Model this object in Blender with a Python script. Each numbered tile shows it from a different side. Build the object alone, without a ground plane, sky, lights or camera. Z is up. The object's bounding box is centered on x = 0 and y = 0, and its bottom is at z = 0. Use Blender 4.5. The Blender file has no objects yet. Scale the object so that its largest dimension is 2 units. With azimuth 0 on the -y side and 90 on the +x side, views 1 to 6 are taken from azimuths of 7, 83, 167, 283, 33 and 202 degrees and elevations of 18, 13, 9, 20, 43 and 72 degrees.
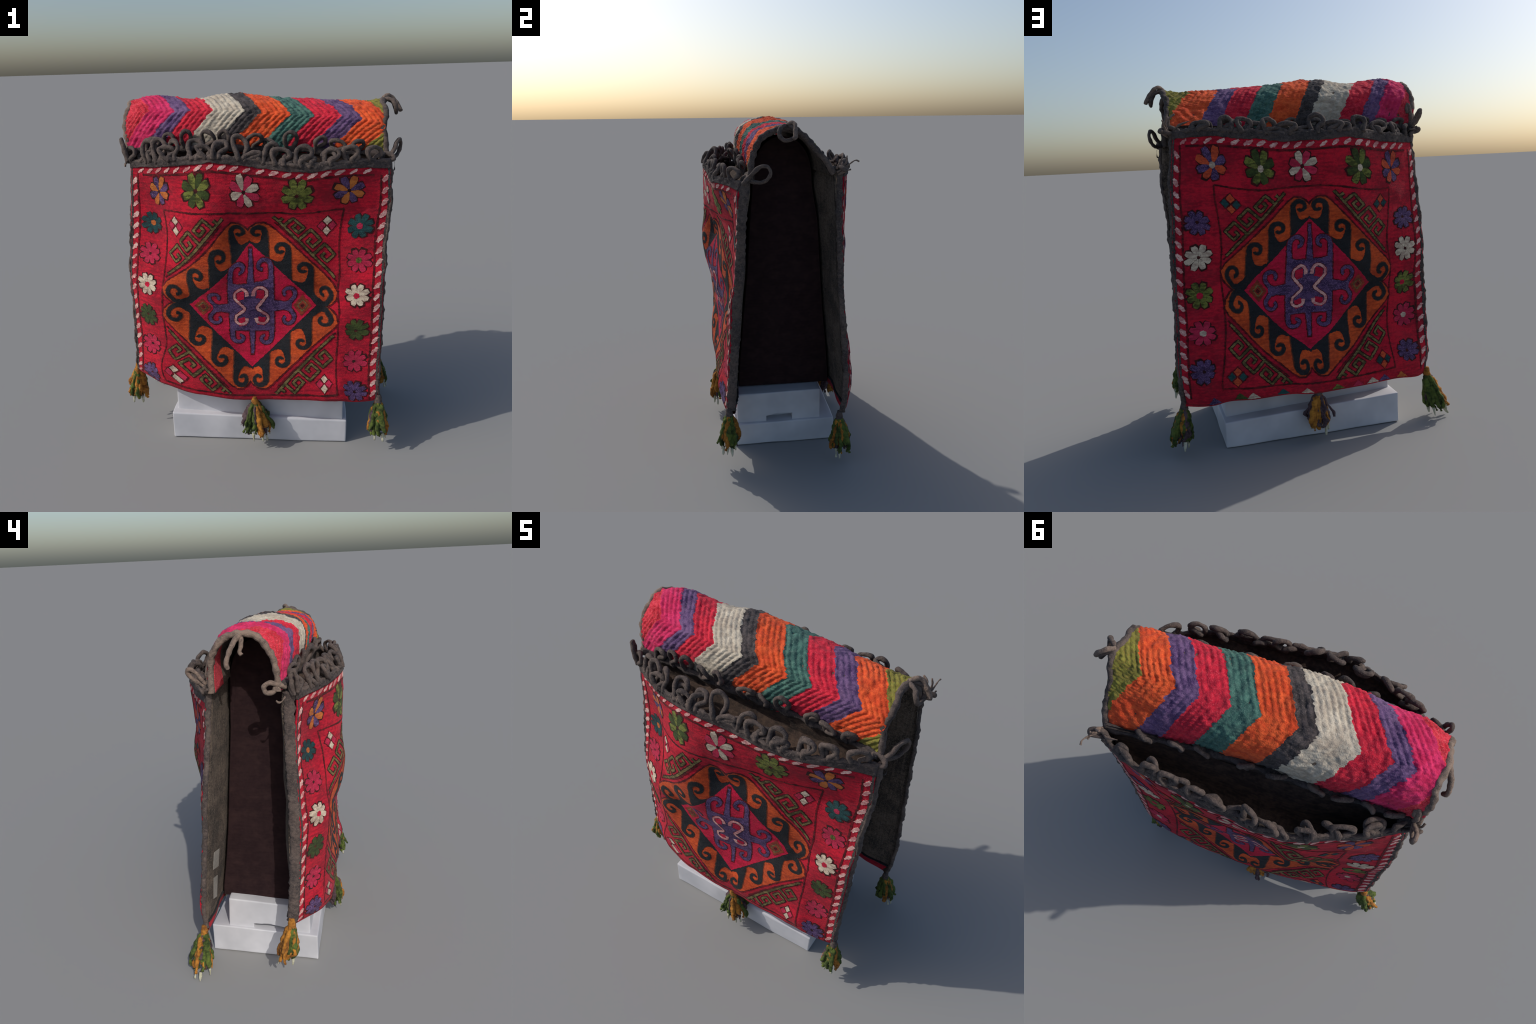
import bpy, math, random
import numpy as np
from mathutils import Vector, noise, geometry

random.seed(7)
RNG = np.random.default_rng(7)

# ------------------------------------------------------------------ materials
def lin(c):
    out = []
    for v in c:
        v /= 255.0
        out.append(v / 12.92 if v <= 0.04045 else ((v + 0.055) / 1.055) ** 2.4)
    return (*out, 1.0)

def fabric(name, light, dark, speck=None, streak=(14, 14, 90), patch=5.0, bump=0.5,
           rough=0.95, bump_scale=(170, 170, 260), sheen=0.04, contrast=0.5, speck_amount=0.55):
    """Woollen cloth: slow dye variation, weft streaks, fine fleck and a pile bump."""
    m = bpy.data.materials.new(name)
    m.use_nodes = True
    nt = m.node_tree
    n, l = nt.nodes, nt.links
    bsdf = n["Principled BSDF"]
    bsdf.inputs["Roughness"].default_value = rough
    bsdf.inputs["Specular IOR Level"].default_value = 0.15
    bsdf.inputs["Sheen Weight"].default_value = sheen
    bsdf.inputs["Sheen Roughness"].default_value = 0.6
    co = n.new("ShaderNodeTexCoord")
    def noise_tex(scale, sc, detail=4.0):
        mp = n.new("ShaderNodeMapping")
        mp.inputs["Scale"].default_value = sc
        t = n.new("ShaderNodeTexNoise")
        t.inputs["Scale"].default_value = scale
        t.inputs["Detail"].default_value = detail
        l.new(co.outputs["Object"], mp.inputs["Vector"])
        l.new(mp.outputs["Vector"], t.inputs["Vector"])
        return t.outputs["Fac"]
    big = noise_tex(patch, (1, 1, 1.6))
    weft = noise_tex(1.0, streak)
    fleck = noise_tex(1.0, bump_scale, 2.0)
    knots = noise_tex(1.0, (55, 55, 85), 3.0)
    sub = n.new("ShaderNodeMath"); sub.operation = "MULTIPLY_ADD"
    l.new(knots, sub.inputs[0]); sub.inputs[1].default_value = 0.85
    l.new(big, sub.inputs[2])
    add = n.new("ShaderNodeMath"); add.operation = "MULTIPLY_ADD"
    l.new(weft, add.inputs[0]); add.inputs[1].default_value = 0.75
    l.new(sub.outputs[0], add.inputs[2])
    rng = n.new("ShaderNodeMapRange")
    rng.inputs["From Min"].default_value = 1.30 - 0.20 / contrast * 0.5
    rng.inputs["From Max"].default_value = 1.30 + 0.20 / contrast * 0.5
    l.new(add.outputs[0], rng.inputs["Value"])
    mix = n.new("ShaderNodeMix"); mix.data_type = "RGBA"
    mix.inputs["A"].default_value = lin(dark)
    mix.inputs["B"].default_value = lin(light)
    l.new(rng.outputs["Result"], mix.inputs["Factor"])
    colour = mix.outputs["Result"]
    if speck is not None:
        sp = n.new("ShaderNodeMapRange")
        sp.inputs["From Min"].default_value = 0.54
        sp.inputs["From Max"].default_value = 0.68
        sp.inputs["To Max"].default_value = speck_amount
        l.new(fleck, sp.inputs["Value"])
        mx = n.new("ShaderNodeMix"); mx.data_type = "RGBA"
        l.new(sp.outputs["Result"], mx.inputs["Factor"])
        l.new(colour, mx.inputs["A"])
        mx.inputs["B"].default_value = lin(speck)
        colour = mx.outputs["Result"]
    wear = noise_tex(16.0, (1, 1, 1.3), 5.0)
    wr = n.new("ShaderNodeMapRange")
    wr.inputs["From Min"].default_value = 0.46; wr.inputs["From Max"].default_value = 0.70
    wr.inputs["To Max"].default_value = 0.30
    l.new(wear, wr.inputs["Value"])
    mw = n.new("ShaderNodeMix"); mw.data_type = "RGBA"
    l.new(wr.outputs["Result"], mw.inputs["Factor"]); l.new(colour, mw.inputs["A"])
    mw.inputs["B"].default_value = lin(tuple(.62 * d + .38 * g for d, g in zip(dark, (104, 78, 70))))
    colour = mw.outputs["Result"]
    l.new(colour, bsdf.inputs["Base Color"])
    b = n.new("ShaderNodeBump")
    b.inputs["Strength"].default_value = bump
    b.inputs["Distance"].default_value = 0.006
    mm = n.new("ShaderNodeMath"); mm.operation = "ADD"
    l.new(fleck, mm.inputs[0]); l.new(weft, mm.inputs[1])
    l.new(mm.outputs[0], b.inputs["Height"])
    l.new(b.outputs["Normal"], bsdf.inputs["Normal"])
    return m

F = fabric
RED     = F("wool_red", (196, 27, 50), (142, 20, 40), speck=(140, 18, 38), patch=4.5, contrast=.6)
CRIMSON = F("wool_crimson", (206, 26, 66), (158, 20, 46), speck=(140, 18, 40))
MAROON  = F("wool_maroon_line", (112, 22, 32), (62, 18, 22), patch=20, contrast=.8)
CONTOUR = F("wool_contour", (74, 24, 26), (44, 20, 21), patch=20, contrast=.8)
SINGE   = F("wool_brown_edge", (120, 62, 40), (72, 42, 34), patch=20)
BLACK   = F("wool_black", (36, 38, 42), (26, 28, 31), speck=(52, 56, 60))
ORANGE  = F("wool_orange", (212, 86, 40), (160, 58, 30), speck=(150, 54, 30))
PURPLE  = F("wool_purple", (88, 66, 106), (54, 39, 72), speck=(146, 112, 156), patch=14, contrast=.7, speck_amount=.7)
CREAM   = F("wool_cream", (224, 176, 166), (186, 118, 122), speck=(160, 90, 104), patch=16, contrast=.7)
WHITE   = F("wool_white", (210, 195, 172), (166, 146, 130), speck=(136, 108, 104), patch=14, contrast=.7)
PINKW   = F("wool_border_white", (226, 190, 180), (188, 122, 122), speck=(176, 84, 90), patch=16, contrast=.7, speck_amount=.75)
PINK    = F("wool_pink", (200, 48, 82), (158, 30, 60), speck=(150, 34, 60))
GREEN   = F("wool_green", (118, 124, 58), (66, 72, 34), speck=(50, 52, 28), patch=13, contrast=.8)
DGREEN  = F("wool_dark_green", (72, 86, 42), (46, 56, 30), speck=(40, 44, 26))
OLIVE   = F("wool_olive", (126, 112, 70), (72, 66, 38), speck=(52, 42, 30), patch=18, contrast=.8, speck_amount=.7)
TEAL    = F("wool_teal", (38, 80, 80), (26, 52, 56), speck=(24, 44, 48))
OCHRE   = F("wool_ochre", (198, 120, 56), (168, 86, 44), speck=(150, 70, 40))
RUST    = F("wool_rust", (146, 58, 40), (110, 36, 34), speck=(96, 84, 44), patch=18)
BAND    = F("goat_hair_dark", (80, 72, 70), (50, 46, 46), speck=(116, 104, 98), streak=(60, 60, 60), speck_amount=0.35)
CORD    = F("goat_hair_cord", (98, 86, 80), (64, 58, 57), speck=(126, 113, 105), streak=(50, 50, 50), speck_amount=0.4)
TIE     = F("goat_hair_pale_cord", (134, 116, 104), (92, 80, 74), speck=(150, 134, 120), streak=(40, 40, 40))
LINING  = F("grey_lining", (104, 91, 80), (54, 48, 44), speck=(144, 130, 116), streak=(120, 120, 9), patch=6, bump=0.7)
BROWN   = F("brown_inner_cloth", (84, 68, 58), (48, 40, 36), speck=(50, 42, 38), patch=14)
STAND   = F("maroon_stand_cloth", (45, 31, 32), (38, 25, 27), bump=0.15, sheen=0.0)
CH_PINK   = F("stripe_pink", (218, 56, 106), (190, 38, 82), speck=(180, 36, 80), patch=14, contrast=.7)
CH_RED    = F("stripe_red", (212, 44, 64), (178, 28, 52), speck=(224, 84, 96), patch=14, contrast=.7)
CH_EDGE   = F("stripe_scarlet", (212, 56, 74), (180, 34, 50), speck=(226, 120, 120), patch=14, contrast=.7)
CH_PURPLE = F("stripe_purple", (112, 86, 124), (80, 58, 98), speck=(140, 112, 146), patch=14, contrast=.7)
CH_WHITE  = F("stripe_white", (200, 190, 172), (170, 158, 142), speck=(150, 138, 124), patch=9)
CH_DARK   = F("stripe_charcoal", (80, 74, 74), (52, 49, 50), speck=(112, 100, 98), patch=14, contrast=.7)
CH_ORANGE = F("stripe_orange", (232, 98, 52), (206, 74, 40), speck=(176, 60, 36), patch=14, contrast=.7)
CH_TEAL   = F("stripe_teal", (78, 118, 106), (54, 90, 84), speck=(112, 140, 128), patch=14, contrast=.7)
CH_OLIVE  = F("stripe_olive", (132, 132, 58), (108, 104, 48), speck=(150, 110, 60), patch=9)
T_GREEN  = F("yarn_green", (94, 108, 48), (44, 58, 28), streak=(30, 30, 12), patch=12)
T_OCHRE  = F("yarn_ochre", (186, 126, 50), (118, 74, 30), streak=(30, 30, 12), patch=12)
T_BROWN  = F("yarn_brown_purple", (98, 80, 84), (60, 48, 54), streak=(30, 30, 12), patch=12)
T_WHITE  = F("yarn_bleached", (206, 204, 184), (170, 168, 140), streak=(30, 30, 12), patch=12)
PAPER    = F("paper_label", (158, 154, 148), (140, 137, 132), bump=0.05, sheen=0.0)

def plaster():
    m = bpy.data.materials.new("painted_white_wood")
    m.use_nodes = True
    nt = m.node_tree; n, l = nt.nodes, nt.links
    b = n["Principled BSDF"]
    b.inputs["Roughness"].default_value = 0.6
    co = n.new("ShaderNodeTexCoord")
    t = n.new("ShaderNodeTexNoise"); t.inputs["Scale"].default_value = 5; t.inputs["Detail"].default_value = 5
    l.new(co.outputs["Object"], t.inputs["Vector"])
    r = n.new("ShaderNodeValToRGB")
    r.color_ramp.elements[0].position = 0.3; r.color_ramp.elements[0].color = lin((182, 183, 188))
    r.color_ramp.elements[1].position = 0.7; r.color_ramp.elements[1].color = lin((206, 206, 210))
    l.new(t.outputs["Fac"], r.inputs["Fac"]); l.new(r.outputs["Color"], b.inputs["Base Color"])
    bm = n.new("ShaderNodeBump"); bm.inputs["Strength"].default_value = 0.15; bm.inputs["Distance"].default_value = 0.02
    l.new(t.outputs["Fac"], bm.inputs["Height"]); l.new(bm.outputs["Normal"], b.inputs["Normal"])
    return m
PAINT = plaster()

# ------------------------------------------------------------------ scene helpers
def empty(name, loc, label, category):
    e = bpy.data.objects.new(name, None)
    e.location = loc
    bpy.context.scene.collection.objects.link(e)
    e["label"] = label
    e["category"] = category
    return e

def make(name, verts, faces, mats, parent, idx=None, smooth=True):
    me = bpy.data.meshes.new(name)
    me.from_pydata([tuple(map(float, v)) for v in verts], [], [tuple(map(int, f)) for f in faces])
    for m in mats:
        me.materials.append(m)
    if idx is not None:
        me.polygons.foreach_set("material_index", np.asarray(idx, np.int32))
    if smooth:
        me.polygons.foreach_set("use_smooth", np.ones(len(me.polygons), bool))
    me.update()
    ob = bpy.data.objects.new(name, me)
    bpy.context.scene.collection.objects.link(ob)
    ob.parent = parent          # every parent sits at the origin, so parts keep world coordinates
    return ob

def nz(p, s, seed=0.0):
    return noise.noise(Vector((p[0] * s + seed, p[1] * s - seed, p[2] * s + 2 * seed)))

def catmull(P, t):
    """Catmull-Rom through control points P (n,k) at parameters t in 0..1."""
    P = np.asarray(P, float); n = len(P) - 1
    t = np.clip(np.asarray(t, float), 0, 1) * n
    i = np.minimum(t.astype(int), n - 1); f = (t - i)[..., None]
    a = P[np.maximum(i - 1, 0)]; b = P[i]; c = P[i + 1]; d = P[np.minimum(i + 2, n)]
    a = np.where((i == 0)[..., None], 2 * b - c, a)
    d = np.where((i == n - 1)[..., None], 2 * c - b, d)
    return b + 0.5 * f * ((c - a) + f * ((2 * a - 5 * b + 4 * c - d) + f * (3 * (b - c) + d - a)))

def tube(path, radius, segs=10, squash=None, twist=0.0, fuzz=0.0, samples=None, seed=0.0, twist_pitch=0.03):
    """Closed tube along a path. radius: number or function of 0..1. squash: (axis, factor)."""
    path = np.asarray(path, float)
    if samples:
        path = catmull(path, np.linspace(0, 1, samples))
    n = len(path)
    tan = np.gradient(path, axis=0); tan /= np.linalg.norm(tan, axis=1)[:, None] + 1e-9
    ref = np.array([0.31, 0.52, 0.79]) if abs(tan[0] @ [0.31, 0.52, 0.79]) < 0.9 else np.array([1.0, 0, 0])
    nor = ref - tan[0] * (ref @ tan[0]); nor /= np.linalg.norm(nor)
    length = np.r_[0, np.cumsum(np.linalg.norm(np.diff(path, axis=0), axis=1))]
    verts, faces = [], []
    for i in range(n):
        nor = nor - tan[i] * (nor @ tan[i]); nor /= np.linalg.norm(nor)
        bi = np.cross(tan[i], nor)
        r = radius(i / (n - 1)) if callable(radius) else radius
        for k in range(segs):
            a = 2 * math.pi * k / segs
            rr = r
            if twist:
                rr *= 1 + twist * math.cos(2 * a + 2 * math.pi * length[i] / twist_pitch)
            off = (nor * math.cos(a) + bi * math.sin(a)) * rr
            if squash:
                off[squash[0]] *= squash[1]
            p = path[i] + off
            if fuzz:
                p = p + off / (np.linalg.norm(off) + 1e-9) * fuzz * nz(p, 38, seed)
            verts.append(p)
    for i in range(n - 1):
        for k in range(segs):
            k2 = (k + 1) % segs
            faces.append((i * segs + k, i * segs + k2, (i + 1) * segs + k2, (i + 1) * segs + k))
    faces.append(tuple(range(segs - 1, -1, -1)))
    faces.append(tuple((n - 1) * segs + k for k in range(segs)))
    return verts, faces

class Parts:
    """Collects pieces of geometry for one object."""
    def __init__(self):
        self.v, self.f, self.i = [], [], []
    def add(self, verts, faces, mat=0):
        o = len(self.v)
        self.v.extend(verts)
        self.f.extend([tuple(a + o for a in f) for f in faces])
        self.i.extend([mat] * len(faces))
    def build(self, name, mats, parent):
        return make(name, self.v, self.f, mats, parent, self.i)

# ------------------------------------------------------------------ how each patterned panel hangs
# A panel is laid out flat (X across as seen from outside, Z up, metres); these landmarks
# of its pattern say where the cloth hangs in space: (X, Z, x, y, z).
FRONT_HANG = [
    # row of five flowers under the rim
    (-.33, 1.345, -.326, -.428, 1.350), (-.50, .63, -.515, -.366, .655), (-.37, .40, -.385, -.402, .425), (-.50, 1.515, -.481, -.316, 1.514), (-.26, 1.52, -.260, -.424, 1.536), (0, 1.52, -.016, -.422, 1.529),
    (.26, 1.52, .250, -.367, 1.496), (.50, 1.515, .519, -.314, 1.515),
    # side columns of flowers
    (-.58, 1.33, -.532, -.285, 1.337), (-.58, 1.15, -.556, -.319, 1.169), (-.58, .965, -.580, -.350, .999),
    (-.58, .775, -.598, -.331, .813), (-.58, .587, -.590, -.318, .622), (-.58, .405, -.604, -.323, .439),
    (.58, 1.33, .576, -.281, 1.318), (.58, 1.15, .576, -.284, 1.129), (.58, .965, .567, -.323, .938),
    (.58, .775, .568, -.332, .738), (.58, .587, .561, -.345, .556), (.58, .405, .565, -.371, .379),
    # inner frame corners
    (.475, 1.415, .494, -.283, 1.413), (-.475, 1.415, -.460, -.332, 1.418), (.475, .365, .472, -.397, .372),
    (-.475, .365, -.518, -.375, .415),
    # medallion tips, centre and hooks
    (0, 1.252, 0, -.364, 1.253), (0, .508, -.007, -.366, .509), (-.352, .89, -.347, -.378, .907),
    (.352, .89, .356, -.318, .889), (.47, .865, .472, -.330, .850), (0, .878, -.003, -.376, .879), (-.02, .935, -.024, -.396, .938), (-.12, .655, -.126, -.364, .660), (.19, .745, .186, -.334, .738), (0, 1.32, -.005, -.384, 1.320),
    (-.048, 1.31, -.059, -.377, 1.313), (.048, 1.31, .041, -.366, 1.307),
    (.162, 1.195, .162, -.346, 1.203), (-.162, 1.195, -.152, -.444, 1.178), (.283, 1.087, .283, -.328, 1.090), (.35, 1.18, .351, -.312, 1.17),
    (-.283, 1.087, -.279, -.442, 1.081), (.405, .955, .396, -.295, .946), (-.405, .955, -.414, -.407, .986),
    (.405, .83, .392, -.324, .813), (-.405, .83, -.421, -.402, .864), (.287, .71, .276, -.354, .705),
    (-.287, .71, -.298, -.383, .730), (.16, .59, .151, -.352, .581), (-.16, .59, -.169, -.395, .604),
    (.05, .447, .033, -.389, .447), (-.05, .447, -.067, -.393, .443),
    (-.25, 1.28, -.245, -.452, 1.285),
    # corner ornaments
    (.39, .465, .388, -.369, .467), (-.40, .42, -.455, -.389, .465), (.405, 1.37, .412, -.301, 1.361),
    (-.40, 1.37, -.386, -.391, 1.380), (.45, 1.06, .452, -.291, 1.044), (-.45, 1.06, -.446, -.392, 1.086),
    (.134, 1.38, .134, -.360, 1.379), (-.134, 1.38, -.134, -.429, 1.384), (.44, .72, .438, -.341, .718),
    (.14, .405, .139, -.396, .405),
    # dark rim, lower and upper line
    (-.69, 1.635, -.640, -.262, 1.640), (-.58, 1.635, -.534, -.316, 1.649), (-.48, 1.635, -.448, -.362, 1.659),
    (-.34, 1.635, -.330, -.402, 1.669), (-.19, 1.635, -.185, -.436, 1.688), (-.01, 1.635, -.014, -.422, 1.669),
    (.12, 1.635, .121, -.408, 1.647), (.22, 1.635, .224, -.400, 1.633), (.42, 1.635, .426, -.380, 1.637),
    (.565, 1.635, .580, -.318, 1.637), (.70, 1.635, .730, -.262, 1.621),
    (-.69, 1.68, -.643, -.256, 1.680), (-.48, 1.68, -.448, -.352, 1.698), (-.19, 1.68, -.185, -.426, 1.720), (.12, 1.68, .121, -.398, 1.684),
    (.42, 1.68, .426, -.370, 1.671), (.70, 1.68, .727, -.246, 1.668),
    # side edges
    (.70, 1.37, .733, -.272, 1.365), (.70, 1.10, .718, -.300, 1.088), (.70, .87, .713, -.322, .868),
    (.70, .64, .708, -.338, .640), (.70, .42, .703, -.352, .410), (.70, .335, .700, -.352, .330),
    (-.70, 1.43, -.668, -.250, 1.436), (-.70, 1.295, -.685, -.252, 1.304), (-.70, 1.015, -.708, -.262, 1.046),
    (-.70, .81, -.706, -.265, .846), (-.70, .61, -.716, -.255, .645), (-.70, .40, -.725, -.238, .440),
    (-.70, .335, -.722, -.228, .405),
    # bottom fold
    (-.63, .335, -.660, -.285, .405), (-.55, .335, -.557, -.342, .380), (-.43, .335, -.441, -.382, .362), (-.30, .335, -.303, -.396, .340),
    (-.13, .335, -.126, -.394, .314), (.05, .335, .050, -.384, .315), (.327, .335, .326, -.382, .320),
    (.464, .335, .464, -.378, .313), (.61, .335, .611, -.368, .320),
]
BACK_HANG = [
    # row of five flowers under the rim
    (-.50, 1.515, .506, .375, 1.540), (-.26, 1.515, .270, .417, 1.509), (-.03, 1.515, .055, .425, 1.513),
    (.26, 1.515, -.266, .402, 1.491), (.50, 1.515, -.482, .305, 1.475),
    # side columns of flowers
    (-.585, 1.215, .600, .350, 1.257), (-.585, 1.045, .604, .340, 1.075), (-.585, .86, .614, .353, .877),
    (-.585, .67, .612, .384, .683), (-.585, .465, .621, .400, .483),
    (.585, 1.215, -.557, .289, 1.203), (.585, 1.045, -.563, .303, 1.025), (.585, .86, -.540, .300, .831),
    (.585, .67, -.542, .310, .641), (.585, .465, -.539, .357, .442),
    # medallion tips, centre and hooks
    (0, 1.252, .021, .396, 1.250), (0, .508, .040, .386, .521), (-.352, .89, .385, .357, .896),
    (.352, .89, -.332, .333, .868), (0, .878, .032, .349, .866), (0, 1.15, .012, .362, 1.15),
    (.405, .955, -.416, .327, .920), (-.405, .955, .435, .353, .984), (-.405, .83, .422, .359, .833),
    (-.287, .71, .319, .356, .699), (-.16, .59, .210, .373, .582), (-.05, .447, .090, .416, .445),
    (.05, .447, -.001, .410, .437), (.16, .59, -.140, .349, .557), (.235, 1.25, -.214, .440, 1.23), (.13, .815, -.110, .358, .80), (.17, .90, -.150, .375, .885), (-.15, .985, .183, .374, .972), (.22, .69, -.200, .326, .662),
    # inner frame corners and corner ornaments
    (-.475, 1.415, .506, .370, 1.442), (.475, 1.415, -.464, .328, 1.375), (-.475, .365, .533, .412, .380),
    (.475, .365, -.463, .370, .355), (.475, .80, -.455, .317, .773), (-.405, 1.335, .431, .380, 1.340),
    (.405, 1.335, -.402, .349, 1.291), (-.40, .435, .450, .420, .450), (.40, .435, -.390, .369, .424),
    (-.45, 1.06, .463, .356, 1.085), (-.134, 1.38, .157, .412, 1.375), (.45, 1.06, -.428, .331, 1.045),
    (.134, 1.38, -.122, .412, 1.370),
    # dark rim, lower and upper line
    (-.69, 1.635, .685, .320, 1.683), (-.58, 1.635, .601, .352, 1.686), (-.47, 1.635, .493, .378, 1.687),
    (-.26, 1.635, .274, .408, 1.666), (-.12, 1.635, .138, .420, 1.645), (.05, 1.635, -.033, .438, 1.647),
    (.19, 1.635, -.175, .434, 1.658), (.30, 1.635, -.289, .404, 1.649), (.39, 1.635, -.370, .360, 1.638),
    (.55, 1.635, -.529, .290, 1.624), (.69, 1.635, -.660, .210, 1.621),
    (-.69, 1.68, .680, .318, 1.720), (-.47, 1.68, .491, .376, 1.722), (-.26, 1.68, .272, .404, 1.708),
    (.0, 1.68, .018, .412, 1.704), (.19, 1.68, -.178, .420, 1.704), (.39, 1.68, -.371, .356, 1.690),
    (.69, 1.68, -.662, .195, 1.674),
    # side edges
    (-.70, 1.42, .718, .300, 1.450), (-.70, 1.10, .735, .310, 1.130), (-.70, .78, .745, .335, .800),
    (-.70, .60, .751, .345, .620), (-.70, .43, .752, .350, .450), (-.70, .31, .733, .312, .285),
    (.70, 1.45, -.680, .214, 1.440), (.70, 1.22, -.697, .240, 1.200), (.70, 1.0, -.700, .260, .980),
    (.70, .80, -.699, .280, .785), (.70, .60, -.698, .300, .580), (.70, .43, -.697, .315, .410),
    (.70, .31, -.680, .306, .280),
    # bottom fold
    (-.63, .31, .672, .366, .285), (-.55, .31, .568, .394, .288), (-.36, .31, .392, .418, .303),
    (-.12, .31, .146, .420, .303), (-.04, .31, .061, .412, .288), (.16, .31, -.149, .404, .286),
    (.30, .31, -.288, .386, .282), (.44, .31, -.436, .362, .283), (.62, .31, -.625, .328, .268),
]

class Hanging:
    """Smooth thin-plate map from the flat layout to the hanging cloth, with small wrinkles."""
    def __init__(self, marks, seed, sense):
        m = np.array(marks, float)
        self.p = m[:, :2]; n = len(m)
        self.seed, self.sense = seed, sense
        K = self.kernel(self.p) + 2e-4 * np.eye(n)
        A = np.zeros((n + 3, n + 3)); A[:n, :n] = K
        A[:n, n] = 1; A[:n, n + 1:] = self.p; A[n, :n] = 1; A[n + 1:, :n] = self.p.T
        self.w = np.linalg.solve(A, np.vstack([m[:, 2:], np.zeros((3, 3))]))
    def kernel(self, q):
        d = np.linalg.norm(q[:, None] - self.p[None], axis=2)
        return np.where(d > 1e-9, d * d * np.log(np.maximum(d, 1e-9)), 0.0)
    def raw(self, q):
        q = np.atleast_2d(np.asarray(q, float))
        return np.hstack([self.kernel(q), np.ones((len(q), 1)), q]) @ self.w
    def at(self, q, h=0.0):
        q = np.atleast_2d(np.asarray(q, float))
        e = 2e-3
        dx = self.raw(q + [e, 0]) - self.raw(q - [e, 0])
        dz = self.raw(q + [0, e]) - self.raw(q - [0, e])
        nrm = np.cross(dx, dz); nrm /= np.linalg.norm(nrm, axis=1)[:, None]
        w = np.array([0.0060 * noise.noise(Vector((x * 7 + self.seed, z * 9, 1.3))) +
                      0.0022 * noise.noise(Vector((x * 19, z * 24, 4.1 + self.seed))) for x, z in q])
        return self.raw(q) + nrm * (w + h)[:, None] if np.ndim(h) else self.raw(q) + nrm * (w[:, None] + h)

# ------------------------------------------------------------------ flat-layout shapes laid on the cloth
LAYER = 0.0009

def jitter(q, amp):
    q = np.asarray(q, float)
    return q + amp * np.array([[noise.noise(Vector((a * 130, b * 170, 0.5))), noise.noise(Vector((a * 130, b * 170, 9.5)))] for a, b in q])

def resample(q, step=0.008, closed=False):
    q = np.asarray(q, float)
    if closed:
        q = np.vstack([q, q[:1]])
    out = []
    for a, b in zip(q[:-1], q[1:]):
        k = max(1, int(math.ceil(np.linalg.norm(b - a) / step)))
        out += [a + (b - a) * j / k for j in range(k)]
    if not closed:
        out.append(q[-1])
    return np.array(out)

class Inlay(Parts):
    """Pattern pieces knotted into a panel: each lies on the cloth with its own edge and depth."""
    def __init__(self, cloth):
        super().__init__()
        self.cloth = cloth
    def lay(self, q, faces, layer, mat):
        h = 0.0008 + LAYER * layer
        top = self.cloth.at(q, h); low = self.cloth.at(q, h - 0.004)
        count = {}
        for f in faces:
            for a, b in zip(f, f[1:] + f[:1]):
                count[(a, b)] = 1
        rim = [(a, b) for (a, b) in count if (b, a) not in count]
        self.add(list(top), list(faces), mat)
        V, S = [], []
        for a, b in rim:
            k = len(V)
            V += [top[b], top[a], low[a], low[b]]
            S.append((k, k + 1, k + 2, k + 3))
        self.add(V, S, mat)
    def stroke(self, pts, width, layer, mat=0, smooth=False, step=0.007, rough=0.0032):
        pts = np.asarray(pts, float)
        if smooth:
            pts = catmull(pts, np.linspace(0, 1, 6 * len(pts)))
        pts = resample(pts, step)
        n = len(pts)
        t = np.gradient(pts, axis=0); t /= np.linalg.norm(t, axis=1)[:, None] + 1e-9
        nor = np.c_[-t[:, 1], t[:, 0]]
        s = np.linspace(0, 1, n)
        w = np.interp(s, np.linspace(0, 1, len(width)), width) if np.ndim(width) else np.full(n, width)
        q = np.concatenate([jitter(pts + nor * (w * k / 2)[:, None], rough) for k in (-1, 0, 1)])
        faces = []
        for r in (0, 1):
            for i in range(n - 1):
                faces.append((r * n + i, r * n + i + 1, (r + 1) * n + i + 1, (r + 1) * n + i))
        self.lay(q, faces, layer, mat)
    def patch(self, outline, layer, mat=0, rough=0.0034, grid=0.014):
        o = jitter(resample(outline, 0.007, True), rough)
        lo, hi = o.min(0), o.max(0)
        gx, gz = np.meshgrid(np.arange(lo[0], hi[0], grid), np.arange(lo[1], hi[1], grid))
        g = np.c_[gx.ravel(), gz.ravel()]
        a, b = o, np.roll(o, -1, axis=0)
        cross = ((a[None, :, 1] > g[:, None, 1]) != (b[None, :, 1] > g[:, None, 1])) & \
                (g[:, None, 0] < (b - a)[None, :, 0] * (g[:, None, 1] - a[None, :, 1]) / ((b - a)[None, :, 1] + 1e-12) + a[None, :, 0])
        inside = cross.sum(1) % 2 == 1
        far = np.linalg.norm(g[:, None] - o[None], axis=2).min(1) > 0.005
        allp = np.vstack([o, g[inside & far]])
        n = len(o)
        res = geometry.delaunay_2d_cdt([Vector(p) for p in allp], [(i, (i + 1) % n) for i in range(n)], [], 1, 1e-6)
        q = np.array([tuple(v) for v in res[0]])
        faces = []
        for f in res[2]:
            f = list(f)
            p = q[f]
            area = sum(p[i][0] * p[(i + 1) % len(f)][1] - p[(i + 1) % len(f)][0] * p[i][1] for i in range(len(f)))
            faces.append(tuple(f if area > 0 else f[::-1]))
        self.lay(q, faces, layer, mat)

def arc(cx, cz, r0, r1, a0, a1, n=16):
    a = np.radians(np.linspace(a0, a1, n)); r = np.linspace(r0, r1, n)
    return np.c_[cx + r * np.cos(a), cz + r * np.sin(a)]

MID = np.array([0.0, 0.88])          # centre of the medallion in the layout
TIP_X, TIP_Z = 0.352, 0.372          # half sizes of the inner diamond
def edge(x):
    return TIP_Z * (1 - x / TIP_X)

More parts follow.
